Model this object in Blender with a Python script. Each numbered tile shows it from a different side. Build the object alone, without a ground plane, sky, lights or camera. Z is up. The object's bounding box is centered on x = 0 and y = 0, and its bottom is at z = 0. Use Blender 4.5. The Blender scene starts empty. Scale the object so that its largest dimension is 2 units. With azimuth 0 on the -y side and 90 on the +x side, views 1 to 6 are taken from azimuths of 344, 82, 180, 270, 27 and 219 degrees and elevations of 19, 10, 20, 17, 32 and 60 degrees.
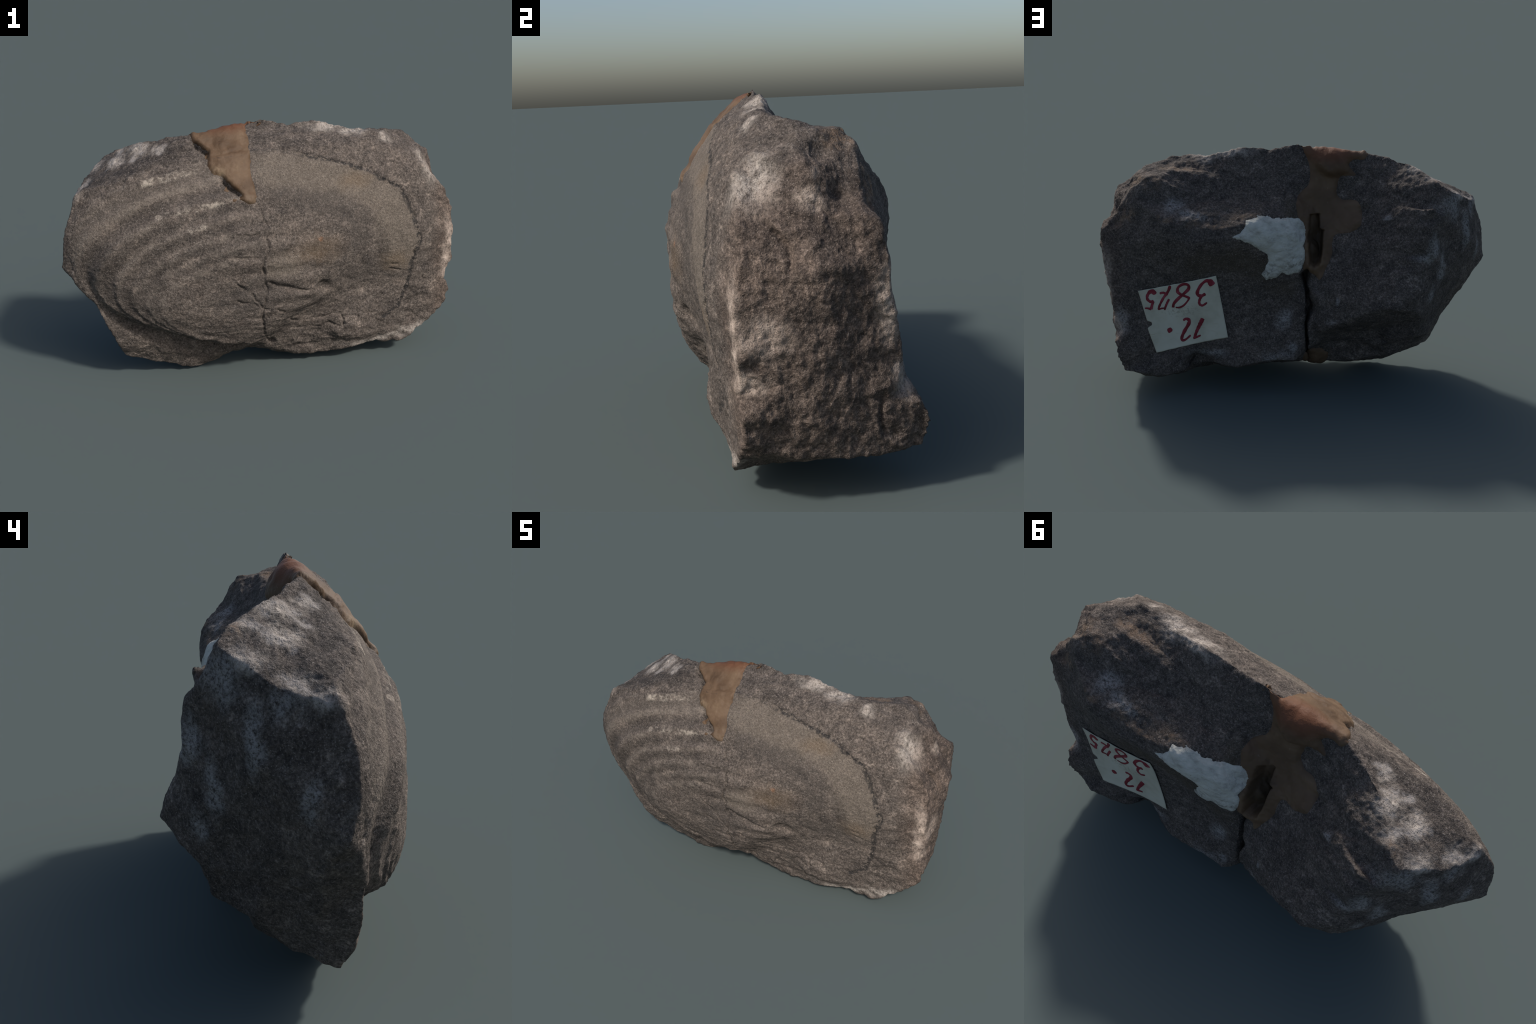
import bpy, bmesh, math, random
import numpy as np
from mathutils import Vector

random.seed(7)
rng = np.random.default_rng(7)

# ------------------------------------------------------------------ helpers
def hash3(i, j, k, seed):
    n = (i * 374761393 + j * 668265263 + k * 2147483647 + seed * 974711) & 0xFFFFFFFF
    n = ((n ^ (n >> 13)) * 1274126177) & 0xFFFFFFFF
    n = ((n ^ (n >> 16)) * 2246822519) & 0xFFFFFFFF
    return (n ^ (n >> 15)) & 0xFFFFFFFF

def vnoise(P, scale=1.0, seed=0):
    """smooth lattice gradient noise, about -1..1"""
    Q = P * scale
    I = np.floor(Q).astype(np.int64)
    F = Q - I
    U = F * F * F * (F * (F * 6 - 15) + 10)
    out = np.zeros(len(P))
    for dx in (0, 1):
        for dy in (0, 1):
            for dz in (0, 1):
                h = hash3(I[:, 0] + dx, I[:, 1] + dy, I[:, 2] + dz, seed)
                gx = (h & 1023) / 511.5 - 1
                gy = ((h >> 10) & 1023) / 511.5 - 1
                gz = ((h >> 20) & 1023) / 511.5 - 1
                d = gx * (F[:, 0] - dx) + gy * (F[:, 1] - dy) + gz * (F[:, 2] - dz)
                w = (U[:, 0] if dx else 1 - U[:, 0]) * (U[:, 1] if dy else 1 - U[:, 1]) * (U[:, 2] if dz else 1 - U[:, 2])
                out += d * w
    return out * 1.4

def fbm(P, scale, octaves=4, seed=0, gain=0.5):
    s, a, t = 0, 1.0, 0
    for o in range(octaves):
        s = s + a * vnoise(P, scale * 2 ** o, seed + 17 * o)
        t += a
        a *= gain
    return s / t

def ridged(P, scale, octaves=3, seed=0):
    s, a, t = 0, 1.0, 0
    for o in range(octaves):
        s = s + a * (1 - np.abs(vnoise(P, scale * 2 ** o, seed + 31 * o)) * 2)
        t += a
        a *= 0.5
    return s / t

def sstep(a, b, x):
    t = np.clip((x - a) / (b - a), 0, 1)
    return t * t * (3 - 2 * t)

def seg_dist(P, poly):
    """distance of points to a polyline and the arc length parameter (0..1); any dimension"""
    P = np.asarray(P, float); poly = np.asarray(poly, float)
    L = np.r_[0, np.cumsum(np.linalg.norm(np.diff(poly, axis=0), axis=1))]
    best = np.full(len(P), 1e9); par = np.zeros(len(P)); side = np.zeros(len(P))
    for i in range(len(poly) - 1):
        a, b = poly[i], poly[i + 1]
        ab = b - a
        t = np.clip(((P - a) @ ab) / (ab @ ab), 0, 1)
        D = P - a - t[:, None] * ab
        d = np.linalg.norm(D, axis=1)
        m = d < best
        best[m] = d[m]
        par[m] = (L[i] + t[m] * (L[i + 1] - L[i])) / L[-1]
        if P.shape[1] == 2:
            side[m] = np.sign(ab[0] * (P[m, 1] - a[1]) - ab[1] * (P[m, 0] - a[0]))
    return best, par, side

def inside(P, poly):
    poly = np.asarray(poly, float)
    c = np.zeros(len(P), bool)
    j = len(poly) - 1
    for i in range(len(poly)):
        xi, yi = poly[i]; xj, yj = poly[j]
        m = ((yi > P[:, 1]) != (yj > P[:, 1])) & (P[:, 0] < (xj - xi) * (P[:, 1] - yi) / (yj - yi + 1e-12) + xi)
        c ^= m
        j = i
    return c

def signed(P, poly):
    """signed distance to a closed outline, positive inside"""
    d, _, _ = seg_dist(P, np.vstack([poly, poly[:1]]))
    return np.where(inside(P, poly), d, -d)

def smooth_path(pts, n=8, closed=False):
    """Catmull-Rom through control points"""
    P = np.asarray(pts, float)
    m = len(P)
    out = []
    rngi = range(m) if closed else range(m - 1)
    for i in rngi:
        p0 = P[(i - 1) % m] if closed or i > 0 else P[0]
        p1 = P[i]
        p2 = P[(i + 1) % m]
        p3 = P[(i + 2) % m] if closed or i + 2 < m else P[-1]
        for k in range(n):
            t = k / n
            out.append(0.5 * ((2 * p1) + (-p0 + p2) * t + (2 * p0 - 5 * p1 + 4 * p2 - p3) * t * t + (-p0 + 3 * p1 - 3 * p2 + p3) * t ** 3))
    if not closed:
        out.append(P[-1])
    return np.array(out)

# ------------------------------------------------------------------ the body of the stone
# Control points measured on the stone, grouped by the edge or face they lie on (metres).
CREST = [(-0.351, -0.052, 1.189), (-0.20, -0.045, 1.188), (-0.09, -0.04, 1.212), (0.006, -0.03, 1.241), (0.128, -0.045, 1.21),
         (0.254, -0.04, 1.221), (0.345, -0.05, 1.20), (0.458, -0.055, 1.165), (0.575, -0.085, 1.167),
         (0.637, -0.08, 1.158), (0.73, -0.02, 1.138), (0.792, 0.035, 1.108)]
LEFT_CREST = [(-0.45, -0.01, 1.175), (-0.556, 0.041, 1.155), (-0.625, 0.107, 1.126), (-0.67, 0.16, 1.095)]
LEFT_FACET_LOW = [(-0.74, 0.19, 1.06), (-0.79, 0.13, 1.02), (-0.85, 0.07, 0.985), (-0.885, 0.0, 0.955), (-0.70, 0.0, 1.062), (-0.79, 0.03, 1.018), (-0.905, -0.055, 0.945), (-0.931, -0.112, 0.917)]
LEFT_FACET_FRONT = [(-0.889, -0.090, 0.96), (-0.80, -0.13, 0.995), (-0.671, -0.165, 1.023), (-0.475, -0.19, 1.035)]
LEFT_EDGE = [(-0.943, -0.13, 0.873), (-0.978, -0.14, 0.794), (-0.99, -0.14, 0.70), (-0.998, -0.115, 0.61)]
SHELL_LIP = [(-0.95, -0.145, 0.56), (-0.904, -0.165, 0.516), (-0.848, -0.18, 0.457), (-0.763, -0.22, 0.41), (-0.665, -0.242, 0.347),
             (-0.51, -0.272, 0.289), (-0.386, -0.276, 0.242), (-0.24, -0.272, 0.203), (-0.10, -0.255, 0.173), (-0.011, -0.216, 0.148)]
UNDER_LIP = [(-0.86, -0.164, 0.44), (-0.76, -0.170, 0.368), (-0.665, -0.172, 0.306), (-0.51, -0.168, 0.245), (-0.386, -0.158, 0.195), (-0.24, -0.145, 0.155), (-0.09, -0.16, 0.13), (-0.70, -0.175, 0.24), (-0.55, -0.163, 0.165), (-0.42, -0.155, 0.11), (-0.28, -0.135, 0.085)]
LEDGE_RIM = [(-0.939, -0.15, 0.521), (-0.864, -0.165, 0.439), (-0.806, -0.165, 0.30), (-0.762, -0.150, 0.204), (-0.731, -0.115, 0.125),
             (-0.614, -0.11, 0.084), (-0.50, -0.112, 0.048), (-0.413, -0.113, 0.018), (-0.362, -0.10, 0.0), (-0.27, -0.09, 0.03), (-0.19, -0.09, 0.066), (-0.09, -0.10, 0.092)]
FRONT_BOTTOM = [(-0.005, -0.18, 0.103), (0.086, -0.195, 0.092), (0.176, -0.185, 0.044), (0.288, -0.20, 0.046), (0.397, -0.235, 0.071),
                (0.562, -0.21, 0.078), (0.705, -0.235, 0.068)]
RIGHT_FRONT_EDGE = [(0.782, -0.235, 0.121), (0.864, -0.23, 0.179), (0.947, -0.22, 0.267), (0.959, -0.22, 0.315), (0.962, -0.23, 0.497),
                    (0.954, -0.235, 0.577), (0.959, -0.222, 0.704), (0.952, -0.202, 0.79), (0.88, -0.208, 0.895), (0.80, -0.197, 0.985), (0.763, -0.169, 1.039), (0.632, -0.155, 1.102)]
RIGHT_FACE = [(0.924, -0.126, 0.849), (0.905, -0.012, 1.02), (0.93, 0.05, 0.87), (1.0, 0.01, 0.75), (0.966, 0.14, 0.74), (0.950, 0.14, 0.60), (0.935, 0.15, 0.47), (0.916, 0.22, 0.33), (0.978, -0.05, 0.58), (0.984, -0.04, 0.68), (0.918, -0.03, 0.94), (0.960, 0.05, 0.50),
              (0.955, 0.0, 0.37), (0.957, -0.09, 0.42), (0.947, -0.07, 0.33), (0.935, 0.02, 0.27), (0.970, -0.09, 0.72)]
RIGHT_LOW = [(0.905, -0.15, 0.195), (0.90, -0.02, 0.165), (0.895, 0.1, 0.152), (0.875, 0.22, 0.15), (0.856, 0.325, 0.161)]
RIGHT_BACK_EDGE = [(0.955, 0.13, 0.884), (0.963, 0.19, 0.85), (0.963, 0.205, 0.783), (0.95, 0.215, 0.658), (0.916, 0.24, 0.538), (0.908, 0.255, 0.438), (0.897, 0.322, 0.30), (0.888, 0.347, 0.24)]
SCARP = [(0.736, 0.132, 1.104), (0.637, 0.046, 1.118), (0.549, 0.0, 1.11), (0.398, 0.012, 1.099), (0.765, 0.17, 1.06), (0.80, 0.16, 1.07), (0.764, 0.202, 0.997), (0.886, 0.195, 0.851), (0.83, 0.11, 1.035), (0.885, 0.14, 0.93), (0.82, 0.19, 0.93)]
RIGHT_BACK_LEDGE = [(0.647, 0.261, 0.946), (0.509, 0.264, 0.895), (0.40, 0.26, 0.885), (0.284, 0.25, 0.896), (0.178, 0.205, 0.941), (0.571, 0.206, 0.961), (0.551, 0.137, 0.993), (0.626, 0.20, 0.992), (0.40, 0.085, 0.99), (0.25, 0.085, 1.0), (0.10, 0.09, 1.0), (0.12, 0.03, 1.10), (0.25, 0.03, 1.10)]
RIGHT_BACK_LOW = [(0.781, 0.253, 0.565), (0.396, 0.231, 0.637), (0.344, 0.254, 0.313), (0.699, 0.301, 0.252), (0.144, 0.218, 0.609), (-0.024, 0.214, 0.648), (-0.02, 0.17, 0.896),
                  (0.58, 0.262, 0.70), (0.75, 0.25, 0.75), (0.14, 0.228, 0.40), (0.02, 0.222, 0.42), (0.15, 0.262, 0.315), (0.40, 0.24, 0.70), (0.20, 0.25, 0.79), (0.35, 0.262, 0.78), (0.05, 0.216, 0.79), (0.45, 0.245, 0.45)]
RIGHT_BOTTOM_BACK = [(0.757, 0.355, 0.159), (0.703, 0.335, 0.136), (0.628, 0.315, 0.131), (0.542, 0.28, 0.147), (0.487, 0.262, 0.203), (0.402, 0.278, 0.17), (0.30, 0.298, 0.165), (0.238, 0.303, 0.18), (0.137, 0.298, 0.205), (0.009, 0.293, 0.198)]
UNDERSIDE = [(0.702, 0.245, 0.083), (0.60, 0.08, 0.045), (0.65, -0.1, 0.055), (0.42, 0.16, 0.10), (0.38, -0.05, 0.06), (0.18, 0.12, 0.11), (0.18, -0.06, 0.06), (0.0, 0.05, 0.11), (0.0, 0.17, 0.15),
             (-0.12, 0.10, 0.10), (-0.12, 0.15, 0.22), (-0.28, 0.18, 0.31), (-0.27, 0.13, 0.24), (-0.15, 0.20, 0.285), (-0.628, 0.276, 0.428), (-0.592, 0.324, 0.478), (-0.12, 0.0, 0.08), (-0.30, 0.02, 0.06), (-0.50, 0.0, 0.075), (-0.50, 0.12, 0.155), (-0.28, 0.11, 0.112), (-0.655, 0.025, 0.165), (-0.683, 0.12, 0.27), (-0.595, 0.238, 0.307), (-0.40, 0.195, 0.33), (-0.42, 0.165, 0.22), (-0.25, 0.13, 0.17)]
LEFT_BACK_CREASE = [(-0.09, 0.27, 0.35), (-0.15, 0.295, 0.375), (-0.229, 0.32, 0.42), (-0.377, 0.365, 0.507), (-0.482, 0.39, 0.519), (-0.588, 0.348, 0.587), (-0.652, 0.288, 0.592)]
LEFT_BACK = [(-0.452, 0.171, 0.915), (-0.211, 0.299, 0.524), (-0.294, -0.005, 1.086), (-0.204, 0.01, 0.986), (-0.115, 0.19, 0.61), (-0.17, 0.072, 0.84), (-0.655, 0.258, 0.99), (-0.64, 0.292, 0.87), (-0.655, 0.294, 0.79), (-0.705, 0.245, 0.955), (-0.58, 0.315, 0.72), (-0.35, 0.20, 0.77), (-0.40, 0.252, 0.70), (-0.07, 0.04, 0.99), (0.0, 0.0, 1.16)]
LEFT_END = [(-0.944, -0.036, 0.686), (-0.865, 0.10, 0.787), (-0.80, 0.15, 0.86), (-0.745, 0.172, 0.80), (-0.85, 0.04, 0.55), (-0.75, 0.085, 0.42), (-0.777, -0.05, 0.30), (-0.735, 0.19, 0.63), (-0.92, -0.06, 0.52)]
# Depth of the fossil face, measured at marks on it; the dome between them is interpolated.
DOME = [(-0.28, -0.351, 0.513), (-0.343, -0.335, 0.393), (-0.206, -0.376, 0.695), (-0.104, -0.36, 0.46), (-0.074, -0.361, 0.525),
        (0.197, -0.358, 0.711), (0.176, -0.367, 0.625), (0.227, -0.354, 0.556), (0.232, -0.225, 0.181), (-0.001, -0.298, 0.249), (0.204, -0.245, 0.243),
        (0.348, -0.270, 0.27), (0.372, -0.285, 0.14), (0.735, -0.237, 0.241), (0.759, -0.23, 0.15), (0.63, -0.287, 0.513), (0.842, -0.242, 0.5),
        (0.795, -0.261, 0.413), (0.932, -0.235, 0.517), (0.894, -0.234, 0.272), (-0.763, -0.251, 0.514), (-0.831, -0.242, 0.773), (-0.112, -0.300, 0.89),
        (-0.419, -0.292, 0.89), (0.216, -0.337, 0.808), (0.557, -0.301, 0.803), (0.859, -0.198, 0.912), (0.221, -0.330, 0.474),
        (0.248, -0.203, 1.071), (0.424, -0.229, 1.013), (0.643, -0.265, 0.903), (0.69, -0.279, 0.806), (0.752, -0.298, 0.639), (0.713, -0.287, 0.536),
        (0.702, -0.262, 0.395), (0.652, -0.251, 0.271), (0.586, -0.255, 0.225), (-0.62, -0.288, 0.60), (-0.50, -0.342, 0.475), (-0.50, -0.335, 0.41), (-0.48, -0.318, 0.338), (-0.62, -0.303, 0.50), (-0.61, -0.29, 0.40), (-0.70, -0.268, 0.81), (-0.60, -0.275, 0.84), (0.06, -0.372, 0.45), (0.13, -0.374, 0.48), (0.06, -0.355, 0.395), (0.15, -0.345, 0.395), (0.21, -0.25, 0.33), (0.12, -0.262, 0.31), (0.29, -0.25, 0.30), (0.35, -0.268, 0.385), (0.44, -0.262, 0.40), (0.53, -0.268, 0.45), (0.36, -0.295, 0.47),
        (-0.20, -0.092, 1.165), (-0.19, -0.143, 1.115), (-0.19, -0.185, 1.06), (-0.20, -0.24, 0.995), (-0.20, -0.276, 0.94), (-0.02, -0.095, 1.186), (-0.02, -0.158, 1.122), (-0.02, -0.225, 1.043), (0.0, -0.27, 0.98),
        (-0.36, -0.085, 1.15), (-0.36, -0.148, 1.08), (-0.36, -0.197, 1.02), (0.127, -0.228, 0.245), (0.06, -0.235, 0.20), (0.30, -0.25, 0.19), (0.28, -0.262, 0.25), (0.12, -0.135, 1.147), (0.30, -0.143, 1.15), (0.36, -0.155, 1.143), (0.44, -0.155, 1.122), (0.70, -0.215, 1.00), (0.76, -0.224, 0.962)]

def thin_plate(xz, y, lam=2e-4):
    n = len(xz)
    r = np.linalg.norm(xz[:, None] - xz[None], axis=2)
    K = np.where(r > 0, r * r * np.log(r + 1e-12), 0) + lam * np.eye(n)
    Q = np.c_[np.ones(n), xz]
    A = np.block([[K, Q], [Q.T, np.zeros((3, 3))]])
    c = np.linalg.solve(A, np.r_[y, 0, 0, 0])
    def f(p):
        r = np.linalg.norm(p[:, None] - xz[None], axis=2)
        return np.where(r > 0, r * r * np.log(r + 1e-12), 0) @ c[:n] + np.c_[np.ones(len(p)), p] @ c[n:]
    return f

front_outline = CREST[:10] + RIGHT_FRONT_EDGE[::-1] + FRONT_BOTTOM[::-1] + SHELL_LIP[::-1] + LEFT_EDGE[::-1] + LEFT_FACET_FRONT
front_outline = np.array(front_outline)
dome = np.vstack([DOME, front_outline])
gx, gz = np.meshgrid(np.arange(-0.96, 0.97, 0.075), np.arange(0.08, 1.2, 0.075))
gx[1::2] += 0.037
g = np.c_[gx.ravel(), gz.ravel()]
mesh_grid = g
def face_grid(outline, data, margin, lam):
    """a smooth skin through the measured depths, sampled inside its outline"""
    data = np.vstack(data)
    f = thin_plate(data[:, [0, 2]], data[:, 1], lam)
    p = mesh_grid[signed(mesh_grid, np.asarray(outline)) > margin]
    return np.c_[p[:, 0], f(p), p[:, 1]]
grid = face_grid(front_outline[:, [0, 2]], [dome], 0.04, 3e-4)
BACK_RIGHT_OUTLINE = [(0.87, 0.34), (0.92, 0.54), (0.945, 0.70), (0.92, 0.80), (0.83, 0.84), (0.73, 0.93), (0.64, 0.98), (0.54, 1.04), (0.40, 1.07), (0.25, 1.13), (0.02, 1.19), (-0.05, 1.0), (-0.05, 0.22), (0.25, 0.20), (0.45, 0.23), (0.75, 0.27)]
BACK_LEFT_OUTLINE = [(-0.05, 1.0), (-0.05, 1.18), (-0.30, 1.16), (-0.55, 1.12), (-0.66, 1.02), (-0.68, 0.80), (-0.62, 0.60), (-0.48, 0.50), (-0.23, 0.46), (-0.06, 0.40)]
grid = np.vstack([grid,
                  face_grid(BACK_RIGHT_OUTLINE, [RIGHT_BACK_LEDGE, RIGHT_BACK_LOW, RIGHT_BOTTOM_BACK, RIGHT_BACK_EDGE, SCARP, CREST[2:9]], 0.035, 3e-4),
                  face_grid(BACK_LEFT_OUTLINE, [LEFT_BACK, LEFT_BACK_CREASE, LEFT_CREST, CREST[:4], LEFT_FACET_LOW[:1]], 0.035, 3e-4)])

cage = np.vstack([CREST, LEFT_CREST, LEFT_FACET_LOW, LEFT_FACET_FRONT, LEFT_EDGE, SHELL_LIP, UNDER_LIP, LEDGE_RIM, FRONT_BOTTOM,
                  RIGHT_FRONT_EDGE, RIGHT_FACE, RIGHT_LOW, RIGHT_BACK_EDGE, SCARP, RIGHT_BACK_LEDGE[:5], RIGHT_BOTTOM_BACK,
                  UNDERSIDE, LEFT_BACK_CREASE, LEFT_BACK[6:11], LEFT_END, grid])
HEART = np.array([0.0, 0.0, 0.60]); STRETCH = np.array([1.0, 0.36, 0.62])

def cage_mesh(P):
    """spread the points over a ball seen from the stone's heart and join neighbours with facets"""
    D = (P - HEART) / STRETCH
    D /= np.linalg.norm(D, axis=1)[:, None]
    bm = bmesh.new()
    for i, d in enumerate(D):
        v = bm.verts.new(d)
    bm.verts.index_update()
    res = bmesh.ops.convex_hull(bm, input=bm.verts[:])
    bm.verts.ensure_lookup_table()
    for i, v in enumerate(bm.verts):
        v.co = P[i]
    loose = [v for v in bm.verts if not v.link_faces]
    bmesh.ops.delete(bm, geom=loose, context='VERTS')
    bmesh.ops.recalc_face_normals(bm, faces=bm.faces)
    me = bpy.data.meshes.new("cage")
    bm.to_mesh(me); bm.free()
    return me

def remeshed(me, voxel):
    ob = bpy.data.objects.new("cage_work", me)
    bpy.context.scene.collection.objects.link(ob)
    m = ob.modifiers.new("r", 'REMESH'); m.mode = 'VOXEL'; m.voxel_size = voxel
    dg = bpy.context.evaluated_depsgraph_get()
    out = bpy.data.meshes.new_from_object(ob.evaluated_get(dg))
    bpy.data.objects.remove(ob)
    return out

def arrays(me):
    n = len(me.vertices)
    P = np.empty(n * 3); me.vertices.foreach_get('co', P)
    e = np.empty(len(me.edges) * 2, np.int64); me.edges.foreach_get('vertices', e)
    return P.reshape(-1, 3), e.reshape(-1, 2)

def relax(P, E, it, w=0.5, mask=None):
    deg = np.bincount(E.ravel(), minlength=len(P)).astype(float)[:, None]
    for _ in range(it):
        S = np.zeros_like(P)
        for a in range(3):
            S[:, a] = np.bincount(E[:, 0], P[E[:, 1], a], len(P)) + np.bincount(E[:, 1], P[E[:, 0], a], len(P))
        d = (S / deg - P) * w
        P = P + (d if mask is None else d * mask[:, None])
    return P

def quad_normals(P, F):
    n = np.cross(P[F[:, 2]] - P[F[:, 0]], P[F[:, 3]] - P[F[:, 1]])
    N = np.zeros_like(P)
    for k in range(4):
        for a in range(3):
            N[:, a] += np.bincount(F[:, k], n[:, a], len(P))
    return N / (np.linalg.norm(N, axis=1)[:, None] + 1e-12)

VOX = 0.0053
body = remeshed(cage_mesh(cage), VOX)
P, E = arrays(body)
F = np.empty(len(body.polygons) * 4, np.int64); body.polygons.foreach_get('vertices', F); F = F.reshape(-1, 4)
for _ in range(5):
    P = relax(P, E, 1, 0.5)
    P = relax(P, E, 1, -0.53)
    P = relax(P, E, 1, 0.25)
P += 0.001 * quad_normals(P, F)
N = quad_normals(P, F)
# the fossil face is rounded, the broken faces keep their facets
front_in = signed(P[:, [0, 2]], front_outline[:, [0, 2]])
soft = sstep(0.02, 0.09, front_in) * sstep(-0.25, -0.5, N[:, 1])
P = relax(P, E, 90, 0.5, soft)
back_soft = sstep(0.3, 0.6, N[:, 1]) * (P[:, 2] > 0.2)
P = relax(P, E, 14, 0.5, back_soft)

# ------------------------------------------------------------------ relief of the stone
X, Y, Z = P[:, 0], P[:, 1], P[:, 2]
XZ = P[:, [0, 2]]
YZ = P[:, [1, 2]]
N = quad_normals(P, F)
is_front = sstep(-0.05, -0.35, N[:, 1])
is_back = sstep(0.05, 0.35, N[:, 1])
is_right = sstep(0.35, 0.75, N[:, 0])

# Growth lines: nested ovals that all touch at the hinge below; size of the oval through a point
HINGE_X, HINGE_Z, WIDE = -0.05, 0.20, 2.2
def oval(x, z):
    zz = np.maximum(z - HINGE_Z, 0.04)
    return ((x - HINGE_X) ** 2 / WIDE ** 2 + zz ** 2) / (2 * zz)

SHELL_EDGE = smooth_path([(-0.93, 0.60), (-0.945, 0.735), (-0.90, 0.86), (-0.76, 0.975), (-0.48, 1.045), (-0.2, 1.105), (0.06, 1.11), (0.25, 1.067), (0.425, 1.012),
              (0.58, 0.93), (0.67, 0.86), (0.73, 0.72), (0.755, 0.634), (0.72, 0.54), (0.70, 0.39), (0.655, 0.265), (0.58, 0.225), (0.40, 0.265), (0.24, 0.265), (0.08, 0.27), (0.0, 0.22), (-0.09, 0.19),
              (-0.24, 0.21), (-0.386, 0.248), (-0.51, 0.295), (-0.665, 0.35), (-0.763, 0.415), (-0.848, 0.468)], 6, closed=True)
shell_in = signed(XZ, SHELL_EDGE)
warp = fbm(P, 4, 3, 3) * 0.014
b = oval(X, Z) + warp
left_part = sstep(0.15, -0.22, X)
on_shell = is_front * sstep(-0.03, 0.02, shell_in)

RIBS = [0.452, 0.408, 0.366, 0.325, 0.287, 0.258, 0.232]       # crests, outermost first
RIB_HEIGHT = [0.010, 0.005, 0.016, 0.014, 0.011, 0.008, 0.005]
rib = np.zeros(len(P))
for c, h in zip(RIBS, RIB_HEIGHT):
    t = (b - c)
    prof = np.where(t > 0, np.exp(-(t / 0.0085) ** 2), np.exp(-(t / 0.017) ** 2))   # steep outer flank
    rib += h * prof * np.clip(0.95 + 1.0 * fbm(P, 5, 3, int(c * 1000)), 0.35, 1.6)
rib -= 0.010 * np.exp(-((b - 0.386) / 0.010) ** 2) * sstep(-0.25, -0.5, X)              # the deep furrow
rib *= 1 - 0.4 * sstep(0.58, 0.46, Z) * sstep(-0.45, -0.6, X)
disp = (rib - 0.0015) * on_shell * (left_part * 0.93 + 0.07)
disp += 0.003 * np.sin(b * 150) * on_shell * sstep(0.0, 0.3, X) * sstep(0.75, 0.55, X) * 0.5

# level creases across the middle of the shell
mid = np.exp(-((X + 0.03) / 0.24) ** 4) * sstep(0.30, 0.42, Z) * sstep(0.85, 0.72, Z) * on_shell
wav = Z + 0.02 * fbm(P * np.array([0.6, 1, 1]), 6, 2, 5)
disp += 0.0065 * mid * np.sin(wav * 2 * np.pi / 0.085) * (0.6 + 0.5 * fbm(P, 5, 2, 8))
low = np.exp(-((X - 0.02) / 0.45) ** 4) * sstep(0.50, 0.36, Z) * is_front
disp += low * 0.012 * ridged(P * np.array([0.5, 1, 1.4]), 9, 3, 12)
right_low = sstep(0.25, 0.45, X) * sstep(0.60, 0.45, Z) * is_front
disp += right_low * 0.008 * (ridged(P * np.array([0.6, 1, 1.4]), 10, 3, 14) - 0.3)

disp += 0.0035 * on_shell * sstep(0.85, 0.6, Z) * (ridged(P * np.array([0.7, 1, 1.3]), 17, 3, 16) - 0.3)
# broken faces: lumps, chips and coarse grain
broken = 1 - 0.78 * on_shell
disp += broken * (0.008 * fbm(P, 6, 3, 21) + 0.0045 * fbm(P, 22, 3, 22))
disp += (0.0024 + 0.0022 * is_right) * fbm(P, 60, 2, 23)
low_edge = sstep(0.26, 0.12, Z)
disp += low_edge * 0.012 * fbm(P, 10, 3, 47)
rough = np.clip(is_right + 0.5 * is_front * (1 - on_shell) + 0.35 * is_back + sstep(0.2, 0.8, N[:, 2]) * 0.7, 0, 1)
chips = np.abs(vnoise(P * np.array([1, 0.8, 1.25]), 13, 40))
facet = np.abs(vnoise(P * np.array([1, 0.8, 1.25]) + 0.03 * fbm(P, 9, 2, 45)[:, None], 6.5, 42))
disp += rough * 0.010 * (0.30 - facet) + rough * 0.006 * (0.33 - chips) + rough * 0.009 * fbm(P * np.array([1, 1.3, 0.8]), 30, 3, 41)
rim = np.exp(-(front_in / 0.03) ** 2) * (1 - sstep(0.0, 0.02, shell_in))
disp += rim * 0.010 * fbm(P, 16, 2, 44)

def crack(path, depth, width, mask, jitter=0.006, coords=None, taper=True, seed=60):
    """a narrow furrow along a path drawn on a face; returns how far each point sinks"""
    C = XZ if coords is None else coords
    J = np.c_[fbm(P, 18, 2, seed), fbm(P, 18, 2, seed + 5)] * jitter
    d, t, _ = seg_dist(C + J, np.asarray(path, float))
    w = width * (0.7 + 0.6 * np.abs(vnoise(P, 25, seed + 9)))
    ends = np.minimum(1, np.minimum(t, 1 - t) * 6 + 0.25) if taper else 1
    return depth * ends * np.exp(-(d / w) ** 2) * mask

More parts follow.
